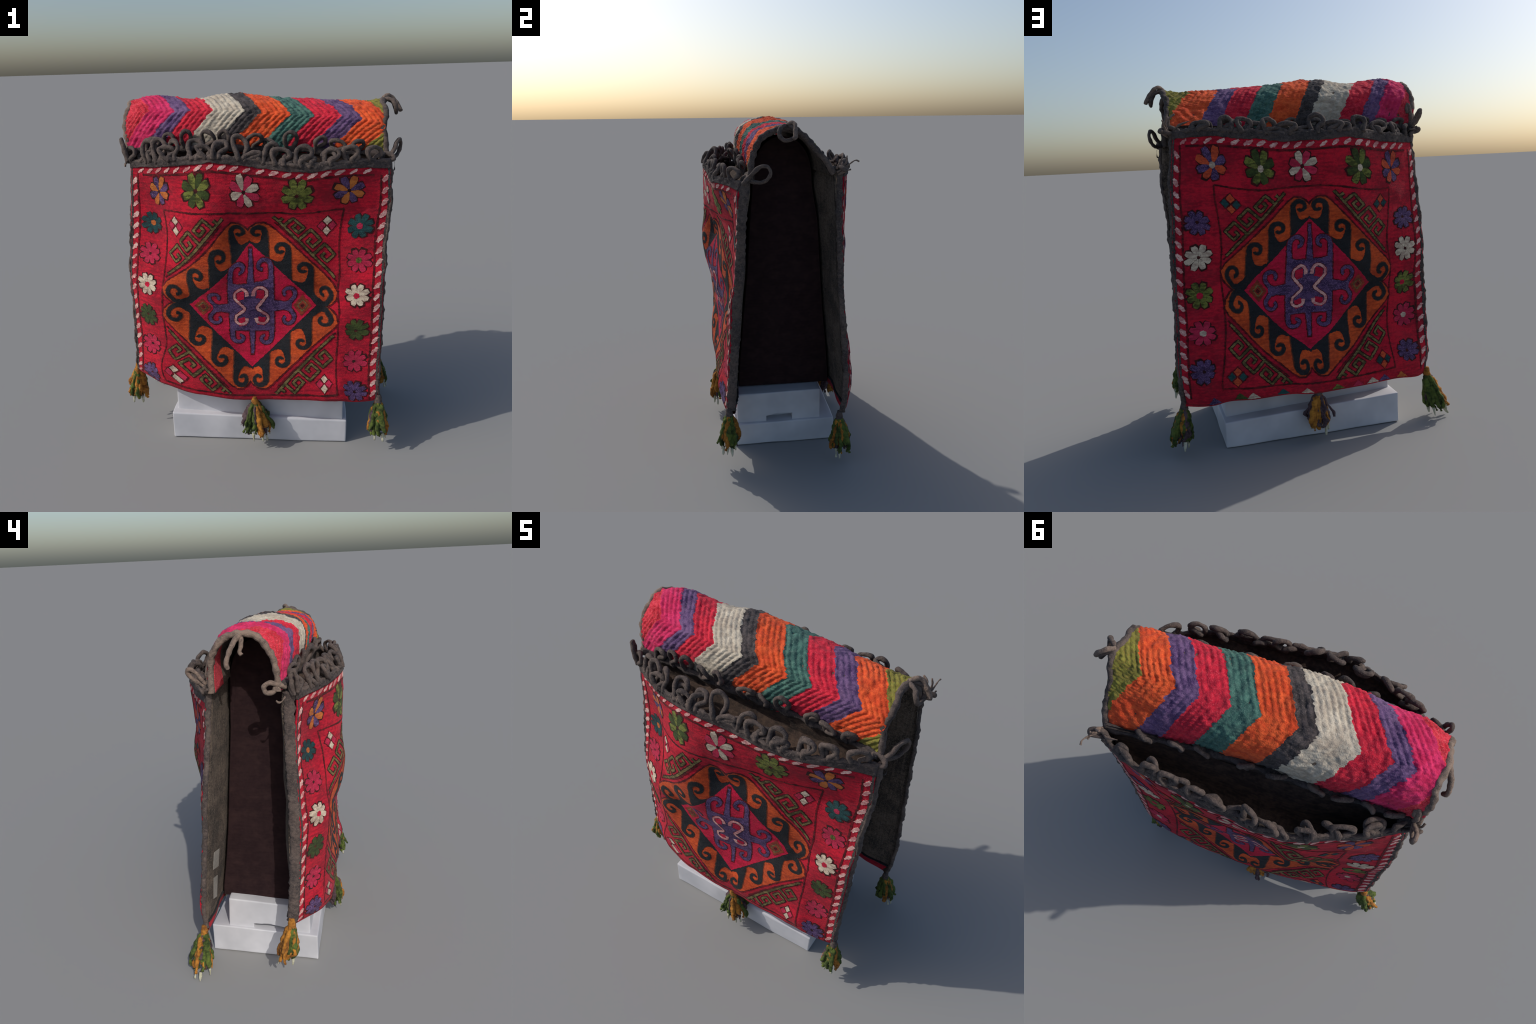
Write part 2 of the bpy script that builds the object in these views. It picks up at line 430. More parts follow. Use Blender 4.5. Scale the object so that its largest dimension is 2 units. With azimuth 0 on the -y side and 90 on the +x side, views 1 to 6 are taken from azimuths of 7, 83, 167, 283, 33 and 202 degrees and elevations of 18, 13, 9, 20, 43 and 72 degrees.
def quarter(q, sx, sz):
    q = np.asarray(q, float) * [sx, sz] + MID
    return q[::-1] if sx * sz < 0 else q

def dress_panel(cloth, panel, side):
    """All woven ornament of one panel."""
    def piece(name, mats):
        p = Inlay(cloth)
        return p, lambda: p.build(name, mats, panel)

    # medallion ground with a dark contour
    q1 = [(0.0, .436), (.018, .458), (.045, .476), (.08, .478), (.11, .458), (.45, .122), (.472, .085), (.462, .045), (.435, .015), (.41, 0)]
    ring = q1[:-1] + [(x, -z) for x, z in q1[:0:-1]]
    ring = ring + [(-x, -z) for x, z in ring]
    ring = np.array(ring) + MID
    ground, done = piece("medallion_ground", [ORANGE, MAROON])
    ground.stroke(np.vstack([ring, ring[:1]]), 0.018, 1, 1)
    ground.patch(ring, 2, 0)
    done()
    # running line outside the medallion
    line, done = piece("contour_line", [MAROON])
    for sx in (1, -1):
        for sz in (1, -1):
            line.stroke(quarter([(.135, .475), (.462, .148)], sx, sz), 0.008, 1)
    done()
    # inner diamond
    dia, done = piece("inner_diamond", [CRIMSON, BLACK])
    d = np.array([(0, TIP_Z), (-TIP_X, 0), (0, -TIP_Z), (TIP_X, 0)]) 
    dia.patch(d * 1.02 + MID, 4, 1)
    dia.patch(d * 0.985 + MID, 5, 0)
    done()
    # sixteen running hooks
    teeth = [(0.0, .098, .428), (.098, .215, .318), (.215, .334, .208)]
    for sx in (1, -1):
        for sz in (1, -1):
            for xp, xr, zc in teeth:
                h, done = piece("hook", [BLACK, SINGE])
                a = np.array([xr - .026, zc]); c = np.array([xp + .016, edge(xp + .016) + .014])
                m = np.array([xr - .036, edge(xr - .05) + .018])
                t = np.linspace(0, 1, 8)[:, None]
                curve = (1 - t) ** 2 * a + 2 * t * (1 - t) * m + t ** 2 * c
                body = [(xp + .004, edge(xp + .004) - .004), (xr, edge(xr) - .004), (xr, zc + .004)] + [tuple(k) for k in curve]
                curl = arc(xr - .051, zc, .040, .011, -8, 330, 20)
                flip = 1 if sx * sz > 0 else -1
                w = np.array([.026, .023, .020, .018, .015, .013])
                h.stroke(quarter([(xr - .003, edge(xr) + .004), (xr - .003, zc)], sx, sz), .018, 3, 1)
                h.stroke(quarter(curl, sx, sz)[::flip], w + .007, 3, 1)
                h.patch(quarter(body, sx, sz), 4)
                h.stroke(quarter(curl, sx, sz)[::flip], w, 4)
                done()
            h, done = piece("hook", [BLACK, SINGE])
            curl = [(.375, .012), (.41, .014)] + [tuple(k) for k in arc(.402, .072, .042, .014, -40, 260, 18)]
            h.stroke(quarter(curl, sx, sz)[::flip], np.array([.022, .020, .018, .014]) + .007, 3, 1)
            h.patch(quarter([(.30, edge(.30) - .006), (.356, -.002), (.405, -.002), (.392, .022), (.345, .052), (.334, edge(.334) + .05)], sx, sz), 4)
            h.stroke(quarter(curl, sx, sz)[::flip], [.022, .020, .018, .014], 4)
            done()
    # purple cross with horns and tendrils, over dark contours
    cross, done = piece("cross_motif", [PURPLE, MAROON])
    for layer, mat, g in ((6, 1, .010), (7, 0, 0.0)):
        box = [(-.122, -.142), (.122, -.142), (.122, .168), (.06, .150), (-.06, .150), (-.122, .168)]
        cross.patch(np.array([(x + math.copysign(g * .6, x), z + math.copysign(g * .6, z)) for x, z in box]) + MID, layer, mat)
        cross.stroke(np.array([(0, .15), (0, .335 + g)]) + MID, [.034 + g, .022 + g, .014 + g], layer, mat)
        cross.stroke(np.array([(0, -.13), (0, -.285 - g)]) + MID, [.03 + g, .022 + g, .016 + g], layer, mat)
        for s in (1, -1):
            m2 = lambda q: np.asarray(q, float) * [s, 1] + MID
            cross.stroke(m2([(.10, .005), (.16, .003), (.215, 0)]), [.07 + g, .05 + g, .026 + g], layer, mat)
            cross.stroke(m2([(.107, .12), (.109, .20)] + [tuple(k) for k in arc(.067, .235, .041, .018, -5, 265)]), [.026 + g, .024 + g, .022 + g, .016 + g], layer, mat)
            cross.stroke(m2([(.107, -.11), (.109, -.17)] + [tuple(k) for k in arc(.072, -.188, .036, .014, 5, -265)]), [.026 + g, .024 + g, .02 + g, .014 + g], layer, mat)
            cross.stroke(m2([(.165, .008), (.205, .02)] + [tuple(k) for k in arc(.195, .072, .042, .016, -55, 225)]), [.02 + g, .02 + g, .018 + g, .014 + g], layer, mat)
            cross.stroke(m2([(.165, -.008), (.205, -.02)] + [tuple(k) for k in arc(.195, -.072, .042, .016, 55, -225)]), [.02 + g, .02 + g, .018 + g, .014 + g], layer, mat)
    done()
    bits, done = piece("cross_inset", [CRIMSON])
    for s in (1, -1):
        for z in (.078, -.085):
            bits.patch(np.array([(s * .03, z - .02), (s * .07, z - .028), (s * .075, z + .02), (s * .035, z + .03)])[::s] + MID, 8)
    done()
    for s in (1, -1):
        sc, done = piece("scroll", [CREAM, MAROON])
        c = np.array([(-25, 118), (-35, 168), (-80, 193), (-130, 160), (-135, 110), (-92, 50), (-55, 0), (-92, -42),
                      (-135, -80), (-140, -130), (-100, -160), (-50, -142), (-40, -100)]) / 1604.0 * [s, 1] + MID
        sc.stroke(c, .020, 8, 1, smooth=True)
        sc.stroke(c, [.02, .014, .013, .013, .014, .014, .013, .013, .014, .02], 9, 0, smooth=True)
        done()
    # eyes at the sides of the inner diamond
    for s in (1, -1):
        eye, done = piece("eye_motif", [RUST, MAROON, OLIVE])
        for r, layer, mat in ((.050, 6, 0), (.030, 7, 2), (.022, 8, 0), (.011, 9, 1)):
            eye.patch(np.array([(r, 0), (0, r * 1.15), (-r, 0), (0, -r * 1.15)]) + MID + [s * .272, 0], layer, mat)
        done()
    # frame lines
    fr, done = piece("frame_line", [MAROON])
    lo = .362 if side == "front" else .365
    corners = [(-.475, lo), (.475, lo), (.475, 1.415), (-.475, 1.415), (-.475, lo)]
    for a, b in zip(corners[:-1], corners[1:]):
        fr.stroke([a, b], .009, 1, rough=.003)
    fr.stroke([(.652, .34), (.652, 1.597)], .009, 1, rough=.002)
    fr.stroke([(-.652, 1.597), (-.652, .34)], .009, 1, rough=.002)
    fr.stroke([(-.62, 1.592), (.62, 1.592)], .010, 1, rough=.002)
    done()
    # angular key frets and four-diamond rosettes in the corners
    for sx in (1, -1):
        for sz in (1, -1):
            key, done = piece("key_fret", [OLIVE, CONTOUR])
            p0, p1 = np.array([.128, .51]), np.array([.452, .165])
            t = (p1 - p0) / np.linalg.norm(p1 - p0); nn = np.array([-t[1], t[0]])
            loc = lambda pts: np.array([p0 + t * a + nn * b for a, b in pts])
            paths = [[(0, 0), (.47, 0)]]
            for t0, hh in ((.075, .072), (.185, .09), (.295, .09)):
                paths.append([(t0, 0), (t0, hh), (t0 + .078, hh), (t0 + .078, .03), (t0 + .036, .03), (t0 + .036, .058)])
            paths.append([(.04, 0), (.04, .03)])
            for q in paths:
                key.stroke(quarter(loc(q), sx, sz), .022, 1, 1)
            for q in paths:
                key.stroke(quarter(loc(q), sx, sz), .0115, 2, 0)
            done()
            four, done = piece("diamond_rosette", [WHITE, PINK, MAROON] if side == "front" else [OCHRE_RED, TEAL, MAROON])
            cx, cz = .402, .455
            for dx, dz, mat in ((0, .027, 0), (0, -.027, 0), (.027, 0, 1), (-.027, 0, 1)):
                for r, layer, mm in ((.027, 1, 2), (.0205, 2, mat)):
                    four.patch(quarter(np.array([(r, 0), (0, r * 1.15), (-r, 0), (0, -r * 1.15)]) + [cx + dx, cz + dz], sx, sz), layer, mm, rough=.003)
            done()
    # eight-petalled flowers
    def flower(x, z, r, petals, heart=None, turn=0.0):
        mats = [CONTOUR, petals[0], petals[-1], heart or MAROON]
        fl, done = piece("flower", mats)
        a0 = 22.5 + turn
        for grow, layer in ((1, 1), (0, 2)):
            for k in range(8):
                a = math.radians(a0 + 45 * k)
                u = np.array([math.cos(a), math.sin(a)])
                rr = r * (1 + random.uniform(-.07, .07))
                pr = np.array([.08, .24, .39, .47, .47, .30]) * r
                if grow:
                    fl.stroke([np.array([x, z]) + u * .0, np.array([x, z]) + u * (rr + .004)], pr + .011, 1, 0, step=.007)
                else:
                    fl.stroke([np.array([x, z]) + u * r * .13, np.array([x, z]) + u * rr], pr, 2, 1 + k % 2, step=.007)
        if heart:
            fl.patch([(x + .016 * math.cos(t), z + .016 * math.sin(t)) for t in np.linspace(0, 6.28, 9)[:-1]], 3, 3)
        done()
    if side == "front":
        for x, z, p, hrt in ((-.50, 1.515, (PURPLE, OCHRE), None), (-.26, 1.52, (GREEN, DGREEN), None), (0, 1.52, (WHITE, PINK), None),
                             (.26, 1.52, (GREEN, GREEN), None), (.50, 1.515, (PURPLE, OCHRE), None)):
            flower(x, z, .078 if p[0] is GREEN else .074, p, hrt)
        rows = ((1.33, TEAL), (1.15, PINK), (.965, WHITE), (.775, DGREEN), (.587, PINK), (.405, PURPLE))
        for s in (1, -1):
            for z, mt in rows:
                hrt = {1.33: PINK if s > 0 else OCHRE, 1.15: GREEN if s > 0 else None, .965: CRIMSON}.get(z)
                flower(s * .58, z, .062, (mt, mt), hrt)
    else:
        for x, p, hrt in ((-.50, (PURPLE, OCHRE_RED), WHITE), (-.26, (DGREEN, GREEN), WHITE), (-.03, (WHITE, PINK), None),
                          (.26, (DGREEN, GREEN), WHITE), (.50, (PURPLE, OCHRE_RED), None)):
            flower(x, 1.515, .076, p, hrt)
        for s in (1, -1):
            for z, mt, hrt in ((1.215, PURPLE, None), (1.045, WHITE, None), (.86, GREEN, CRIMSON), (.67, PINK, WHITE), (.465, PURPLE, None)):
                flower(s * .585, z, .063, (mt, mt), hrt)
        for x, mt in ((-.55, PURPLE), (-.34, WHITE), (-.40, DGREEN), (-.18, TEAL), (-.05, WHITE), (.12, GREEN), (.24, PINK), (.33, WHITE), (.40, PURPLE), (.51, OCHRE)):
            hf, done = piece("half_diamond", [mt])
            hf.patch([(x - .035, .315), (x + .035, .315), (x, .343)], 1)
            done()
    # barber-pole border
    def stitch(x, z, lean, along):
        st, done = piece("border_stitch", [PINKW])
        k = random.uniform(.85, 1.15)
        if along == "side":
            st.stroke([(x - .0115, z - lean * .017 * k), (x + .0115, z + lean * .017 * k)], [.010, .021 * k, .012], 2, rough=.005, step=.005)
        else:
            st.stroke([(x - .021 * k, z - lean * .010), (x + .021 * k, z + lean * .010)], [.009, .018 * k, .009], 2, rough=.004, step=.005)
        done()
    lean_l = 1 if side == "front" else -1
    z = .36
    while z < 1.58:
        stitch(-.671, z, lean_l, "side"); stitch(.671, z + .02, 1, "side")
        z += .063
    x = -.63
    while x < .65:
        stitch(x, 1.613, 1, "top")
        x += .064
    # dark selvedge beside the border
    sel, done = piece("selvedge", [BAND])
    sel.stroke([(.689, .335), (.689, 1.64)], .010, 1, rough=.003)
    sel.stroke([(-.689, 1.64), (-.689, .335)], .010, 1, rough=.003)
    done()

OCHRE_RED = F("wool_brick_orange", (206, 86, 50), (160, 58, 40), speck=(120, 46, 36))

# ------------------------------------------------------------------ bag
bag = empty("woven_saddle_bag", (0, 0, 0), "red woven saddle bag with medallions, chevron top and tassels", "saddle bag")

def sheet(name, q_rows, cloth, thick, mats, parent, h0=0.0):
    """Solid piece of cloth over a grid of layout points; slot 0 outside, slot 1 inside."""
    r, c = q_rows.shape[:2]
    q = q_rows.reshape(-1, 2)
    top = cloth.at(q, h0); low = cloth.at(q, h0 - thick)
    n = r * c
    faces, idx = [], []
    for i in range(r - 1):
        for j in range(c - 1):
            a = i * c + j
            faces.append((a, a + 1, a + c + 1, a + c)); idx.append(0)
            faces.append((a + n, a + c + n, a + c + 1 + n, a + 1 + n)); idx.append(1)
    rim = [(i * c, (i + 1) * c) for i in range(r - 1)] + [((i + 1) * c - 1 + c, (i + 1) * c - 1) for i in range(r - 1)] + \
          [(j + 1, j) for j in range(c - 1)] + [((r - 1) * c + j, (r - 1) * c + j + 1) for j in range(c - 1)]
    for a, b in rim:
        faces.append((a, b, b + n, a + n)); idx.append(0)
    return make(name, list(top) + list(low), faces, mats, parent, idx)

# lining between the bag and its stand: z, then y at four stations along x
LIN_X = (-.70, -.60, -.43, .45, .72)
LIN_FRONT = [(.30, -.195, -.190, -.260, -.285, -.308), (.42, -.198, -.190, -.256, -.283, -.304), (.60, -.205, -.184, -.250, -.268, -.285), (.83, -.208, -.174, -.238, -.247, -.267),
             (1.07, -.210, -.176, -.228, -.222, -.250), (1.43, -.200, -.168, -.203, -.198, -.232), (1.60, -.190, -.162, -.180, -.182, -.203), (1.70, -.186, -.160, -.172, -.180, -.192)]
LIN_BACK = [(.25, .285, .282, .278, .322, .325), (.40, .280, .277, .272, .320, .322), (.60, .272, .262, .244, .302, .314), (.80, .252, .240, .222, .280, .303),
            (1.10, .225, .214, .198, .258, .282), (1.40, .194, .184, .174, .238, .270), (1.60, .174, .170, .170, .202, .272), (1.72, .164, .164, .164, .190, .265)]
def lining_y(table, x, z):
    t = np.array(table)
    return float(np.interp(x, LIN_X, [np.interp(z, t[:, 0], t[:, k]) for k in (1, 2, 3, 4, 5)]))

# cross-sections of the saddle strip, front foot over the ridge to the back foot: x, then (y, z) pairs
STRIP = [
    (-.69, [(-.178, 1.68), (-.172, 1.79), (-.142, 1.88), (-.085, 1.945), (-.015, 1.968), (.057, 1.958), (.112, 1.925), (.152, 1.866), (.172, 1.78), (.170, 1.67)]),
    (-.58, [(-.195, 1.69), (-.196, 1.81), (-.165, 1.91), (-.095, 1.972), (-.015, 1.994), (.064, 1.980), (.124, 1.942), (.166, 1.876), (.176, 1.78), (.168, 1.68)]),
    (-.33, [(-.205, 1.70), (-.212, 1.81), (-.190, 1.91), (-.115, 1.960), (-.025, 1.971), (.068, 1.963), (.136, 1.928), (.180, 1.862), (.184, 1.77), (.174, 1.69)]),
    (-.13, [(-.215, 1.70), (-.222, 1.81), (-.205, 1.91), (-.140, 1.970), (-.040, 1.993), (.066, 1.984), (.140, 1.946), (.188, 1.880), (.194, 1.78), (.182, 1.69)]),
    (.25, [(-.188, 1.68), (-.202, 1.79), (-.192, 1.88), (-.145, 1.935), (-.040, 1.958), (.062, 1.953), (.135, 1.920), (.186, 1.858), (.200, 1.770), (.194, 1.69)]),
    (.55, [(-.190, 1.67), (-.200, 1.77), (-.186, 1.862), (-.135, 1.918), (-.035, 1.941), (.056, 1.931), (.122, 1.890), (.178, 1.830), (.225, 1.765), (.240, 1.70)]),
    (.70, [(-.203, 1.66), (-.202, 1.745), (-.184, 1.820), (-.148, 1.888), (-.080, 1.930), (.006, 1.953), (.076, 1.920), (.138, 1.862), (.210, 1.776), (.262, 1.70)]),
]
XS = np.array([s[0] for s in STRIP]); SEC = np.array([s[1] for s in STRIP])
def strip_raw(x, s):
    x = np.atleast_1d(np.asarray(x, float)); s = np.atleast_1d(np.asarray(s, float))
    # smooth interpolation across stations, then Catmull-Rom round the section
    t = np.interp(x, XS, np.linspace(0, 1, len(XS)))
    secs = catmull(SEC.reshape(len(XS), -1), t).reshape(len(x), 10, 2)
    out = np.empty((len(x), 3)); out[:, 0] = x
    n = 9
    tt = np.clip(s, 0, 1) * n; i = np.minimum(tt.astype(int), n - 1); f = (tt - i)[:, None]
    k = np.arange(len(x))
    a = secs[k, np.maximum(i - 1, 0)]; b = secs[k, i]; c = secs[k, i + 1]; d = secs[k, np.minimum(i + 2, n)]
    out[:, 1:] = b + .5 * f * ((c - a) + f * ((2 * a - 5 * b + 4 * c - d) + f * (3 * (b - c) + d - a)))
    return out
def strip_normal(x, s):
    e = 3e-3
    du = strip_raw(x + e, s) - strip_raw(x - e, s)
    ds = strip_raw(x, np.clip(s + e, 0, 1)) - strip_raw(x, np.clip(s - e, 0, 1))
    n = np.cross(du, ds); return n / (np.linalg.norm(n, axis=1)[:, None] + 1e-9)

# zig-zag of the chevrons: shift along x against position round the section
ZIG_S = [0.0, .235, .565, 1.0]; ZIG_X = [-.105, .09, -.09, .085]
def zig(s):
    return np.interp(s, ZIG_S, ZIG_X)
def strip_point(x, s, h=0.0):
    x = np.asarray(x, float); s = np.asarray(s, float)
    c = x - zig(s)
    p = strip_raw(x, s); nrm = strip_normal(x, s)
    rib = np.abs(np.cos(np.pi * c / .030)) ** .7
    worn = np.array([min(1.0, max(.25, .75 + 1.1 * noise.noise(Vector((q[0] * 5, q[1] * 7, q[2] * 7))) - (.25 if q[1] > .03 else 0))) for q in p])
    stitches = 0.5 + .5 * np.cos(2 * np.pi * (s * 46 + np.floor(c / .030 + .5) * .5))
    w = np.array([nz(q, 9, 3.0) * .008 + nz(q, 34, 1.0) * .0065 + nz(q, 80, 2.0) * .0025 for q in p])
    pits = np.array([.010 * max(0.0, nz(q, 42, 6.0) - .33) for q in p])
    return p + nrm * (h + (.0060 * worn * (rib - .6)) + .0032 * worn * stitches * rib + w - pits)[:, None]

bridge = None
def saddle_strip():
    global bridge
    # underside
    ns, nx = 60, 80
    S, X = np.meshgrid(np.linspace(0, 1, ns), np.linspace(-.682, .694, nx), indexing="ij")
    x, s = X.ravel(), S.ravel()
    nrm = strip_normal(x, s); p = strip_raw(x, s)
    rough = np.array([nz(q, 14, 5.0) * .005 for q in p])
    a = p - nrm * (.008 + 0 * rough)[:, None]; b = p - nrm * (.026 + rough)[:, None]
    faces, idx = [], []
    n = ns * nx
    for i in range(ns - 1):
        for j in range(nx - 1):
            k = i * nx + j
            faces.append((k, k + nx, k + nx + 1, k + 1)[::-1]); idx.append(0)
            faces.append((k + n, k + 1 + n, k + nx + 1 + n, k + nx + n)[::-1]); idx.append(1 if j < 9 else 0)
    for i in range(ns - 1):
        for j in (0, nx - 1):
            k = i * nx + j
            faces.append((k, k + nx, k + nx + n, k + n)); idx.append(0)
    for i in (0, ns - 1):
        for j in range(nx - 1):
            k = i * nx + j
            faces.append((k, k + 1, k + 1 + n, k + n)); idx.append(0)
    bridge = make("saddle_strip", list(a) + list(b), faces, [LINING, CH_EDGE], bag, idx)
    # chevron stripes
    bounds = [-9, -.635, -.50, -.41, -.282, -.112, -.028, .126, .25, .388, .498, .652, 9]
    mats = [CH_EDGE, CH_PINK, CH_PURPLE, CH_RED, CH_WHITE, CH_DARK, CH_ORANGE, CH_TEAL, CH_RED, CH_PURPLE, CH_ORANGE, CH_OLIVE]
    ss = np.linspace(0, 1, 170)
    xl, xr = -.690, .702
    endl = xl + .008 * np.sin(ss * 21); endr = xr - .012 * np.abs(np.sin(ss * 13))
    wob = lambda c: np.array([.010 * noise.noise(Vector((c * 31, t * 26, 2))) + .012 * noise.noise(Vector((c * 31, t * 90, 5))) for t in ss])
    for k, mt in enumerate(mats):
        lo = endl if k == 0 else np.clip(bounds[k] + zig(ss) + wob(bounds[k]), endl, endr)
        hi = endr if k == len(mats) - 1 else np.clip(bounds[k + 1] + zig(ss) + wob(bounds[k + 1]), endl, endr)
        nc = max(8, int((hi - lo).max() / .0055))
        u = np.linspace(0, 1, nc)
        X = lo[:, None] + (hi - lo)[:, None] * u[None]
        S = np.repeat(ss[:, None], nc, 1)
        P = strip_point(X.ravel(), S.ravel())
        fs = []
        for i in range(len(ss) - 1):
            if (hi[i] - lo[i]) < 1e-4 and (hi[i + 1] - lo[i + 1]) < 1e-4:
                continue
            for j in range(nc - 1):
                q = i * nc + j
                fs.append((q, q + 1, q + nc + 1, q + nc))
        make("chevron_stripe", P, fs, [mt], bridge)
saddle_strip()

def loop(name, base, top, tangent, radius, width, parent, mat, rnd, flip=1):
    """One fringe loop: up from the rim, round, and back down."""
    base, top, t = (np.asarray(v, float) for v in (base, top, tangent))
    top = base + (top - base) * (rnd.uniform(.62, .85) if rnd.random() < .35 else rnd.uniform(.88, 1.0))
    t = t / np.linalg.norm(t); up = top - base; h = np.linalg.norm(up)
    out = np.cross(t, up / h)
    spread = rnd.uniform(.75, 1.25) * width
    pinch = rnd.uniform(-.1, .9)
    sway = rnd.uniform(-.55, .55) * width
    prof = [(-.45, -.14), (-.55 - .1 * pinch, .18), (-.80 + .1 * pinch, .52), (-.66, .86), (.0, 1.0), (.70, .86), (.84, .52), (.35 - .75 * pinch, .20), (.30 - .4 * pinch, -.14)]
    pts = [base + t * (a * spread + sway * b) + up * b + out * (.010 * flip * math.sin(3.1 * i / 4) + rnd.uniform(-.004, .004)) for i, (a, b) in enumerate(prof)]
    v, f = tube(pts, lambda s: radius * (1 + .12 * math.sin(19 * s + base[0] * 40)), 9, fuzz=.004, samples=34, seed=base[0])
    return make(name, v, f, [mat], parent)

def pocket(marks, side, seed, lin_table, zlow, loops_out, loops_in):
    sgn = -1 if side == "front" else 1
    cloth = Hanging(marks, seed, sgn)
    gx = np.linspace(-.697, .697, 130); gz = np.linspace(zlow, 1.64, 120)
    q = np.stack(np.meshgrid(gx, gz), -1)
    panel = sheet("pocket_panel", q, cloth, .012, [RED, BROWN], bag)
    dress_panel(cloth, panel, side)
    # dark woven rim of the pocket mouth
    gz2 = np.linspace(1.630, 1.664, 8)
    q2 = np.stack(np.meshgrid(gx, gz2), -1)
    rim = sheet("pocket_rim", q2, cloth, .020, [BAND, BAND], bag, h0=.006)
    for vv in rim.data.vertices:
        k = .006 * nz(vv.co, 26, seed) + .004 * nz(vv.co, 60, seed)
        vv.co.y += sgn * k; vv.co.z += k
    lip = cloth.at(np.c_[gx, np.full(130, 1.666)], -.004)
    v, f = tube(lip, .0105, 8, fuzz=.011, seed=seed, twist=.15)
    make("rim_cord", v, f, [CORD], rim)
    # lining, closed to the panel at the sides and bottom
    us = np.linspace(-.694, .694, 60); zs = np.linspace(zlow + .035, 1.70, 70)
    L = np.empty((70, 60, 3))
    edge_p = {}
    for i, zz in enumerate(zs):
        row = cloth.raw(np.c_[us, np.full(60, min(zz, 1.68))])
        for j in range(60):
            x, y, z = row[j]
            z += max(0, zz - 1.68)
            yl = lining_y(lin_table, x, z) + .010 * noise.noise(Vector((x * 6, z * 4, seed)))
            if i > 62:   # the top of the lining meets the foot of the saddle strip
                ft = strip_raw(np.clip(x, -.69, .71), 0.0 if side == "front" else 1.0)[0]
                w = (i - 62) / 7
                yl = yl * (1 - w) + ft[1] * w
            L[i, j] = (x, yl, z)
    n = 70 * 60
    off = np.array([0, sgn * .012, 0])
    V = list(L.reshape(-1, 3)) + list((L + off).reshape(-1, 3))
    fs, idx = [], []
    for i in range(69):
        for j in range(59):
            a = i * 60 + j
            fs.append((a, a + 60, a + 61, a + 1)); idx.append(0)
            fs.append((a + n, a + 1 + n, a + 61 + n, a + 60 + n)); idx.append(1)
    for i in range(69):
        for j in (0, 59):
            a = i * 60 + j
            fs.append((a, a + 60, a + 60 + n, a + n)); idx.append(0)
    lining = make("lining", V, fs, [LINING, BROWN], bag, idx)
    # red cloth folded under the bottom and up the inside
    rows = [cloth.at(np.c_[us, np.full(60, zlow + .004)], -.001), None, None, L[0] + [0, -sgn * .004, .012]]
    rows[1] = rows[0] * .85 + rows[3] * .15 + [0, 0, -.022]
    rows[2] = rows[0] * .15 + rows[3] * .85 + [0, 0, -.058]
    R = catmull(np.array(rows).reshape(4, -1), np.linspace(0, 1, 12)).reshape(12, 60, 3)
    fs = [(i * 60 + j, i * 60 + j + 1, (i + 1) * 60 + j + 1, (i + 1) * 60 + j)[::-1] for i in range(11) for j in range(59)]
    make("bottom_fold", R.reshape(-1, 3), fs, [RED], panel)
    v, f = tube(L[0] + [0, -sgn * .004, .012], .007, 7, fuzz=.004)
    make("fold_hem", v, f, [BLACK], panel)
    # crumpled inside of the pocket below its mouth
    ua = np.linspace(-.67, .67, 70); rows_f = []; drop = .03 if side == "front" else .13
    for k, w in enumerate(np.linspace(0, 1, 9)):
        o = cloth.at(np.c_[ua, np.full(70, 1.625 - drop * .4 * math.sin(math.pi * w))], -.013)
        row = np.empty((70, 3))
        for j in range(70):
            x, y, z = o[j]
            yl = lining_y(lin_table, x, 1.62) + sgn * .012
            ny = y + (yl - y) * w
            row[j] = (x, ny, z - drop * math.sin(math.pi * min(1, w * 1.2)) * min(1, 8 * (.70 - abs(x))) + .016 * noise.noise(Vector((x * 9, ny * 14, seed))) + .008 * noise.noise(Vector((x * 30, ny * 30, seed))))
        rows_f.append(row)
    fs = [(i * 70 + j, i * 70 + j + 1, (i + 1) * 70 + j + 1, (i + 1) * 70 + j) for i in range(8) for j in range(69)]
    make("pocket_inside", np.array(rows_f).reshape(-1, 3), fs, [BROWN], bag)
    # side cords
    for e, j in ((-.696, 0), (.696, 59)):
        zz = np.linspace(zlow + .005, 1.675, 90)
        o = cloth.raw(np.c_[np.full(90, e), zz])
        li = np.array([lining_y(lin_table, p[0], p[2]) for p in o])
        mid = o.copy(); mid[:, 1] = o[:, 1] * .5 + li * .5
        half = float(np.abs(o[:, 1] - li).mean()) * .5
        mid[:, 0] += .003 * np.sin(zz * 40)
        v, f = tube(mid, .0125, 12, squash=(1, min(2.3, max(1.0, half / .0125))), fuzz=.006, seed=seed + e, twist=.16, twist_pitch=.05)
        make("edge_cord", v, f, [CORD], bag)
    # fringe loops on the outer rim
    rnd = random.Random(11 + int(seed))
    for x, y, z in loops_out:
        k = np.argmin(np.abs(lip[:, 0] - (x)))
        b = lip[k]
        tg = lip[min(k + 2, 129)] - lip[max(k - 2, 0)]
        loop("fringe_loop", b, (x + rnd.uniform(-.02, .02), y, z - (.010 if side == "front" else .020)), tg, .0122, .043, rim, CORD, rnd, rnd.choice((1, -1)))
    for k in range(13):
        b = lip[int((k + rnd.uniform(.1, .9)) / 13 * 129)]
        tp = b + np.array([rnd.uniform(-.05, .05), -sgn * rnd.uniform(.005, .06), rnd.uniform(.03, .065)])
        loop("fringe_loop", b, tp, (1, rnd.uniform(-.5, .5), 0), .0118, .040, rim, CORD, rnd, rnd.choice((1, -1)))
    # seam with a second row of loops at the foot of the strip
    xs = np.linspace(-.68, .70, 70)
    foot = strip_raw(xs, np.full(70, .035 if side == "front" else .965))
    foot[:, 1] += sgn * .008
    v, f = tube(foot, lambda s: .017 + .005 * math.sin(s * 60), 9, fuzz=.008, seed=seed)
    seam = make("strip_seam", v, f, [BAND], bag)
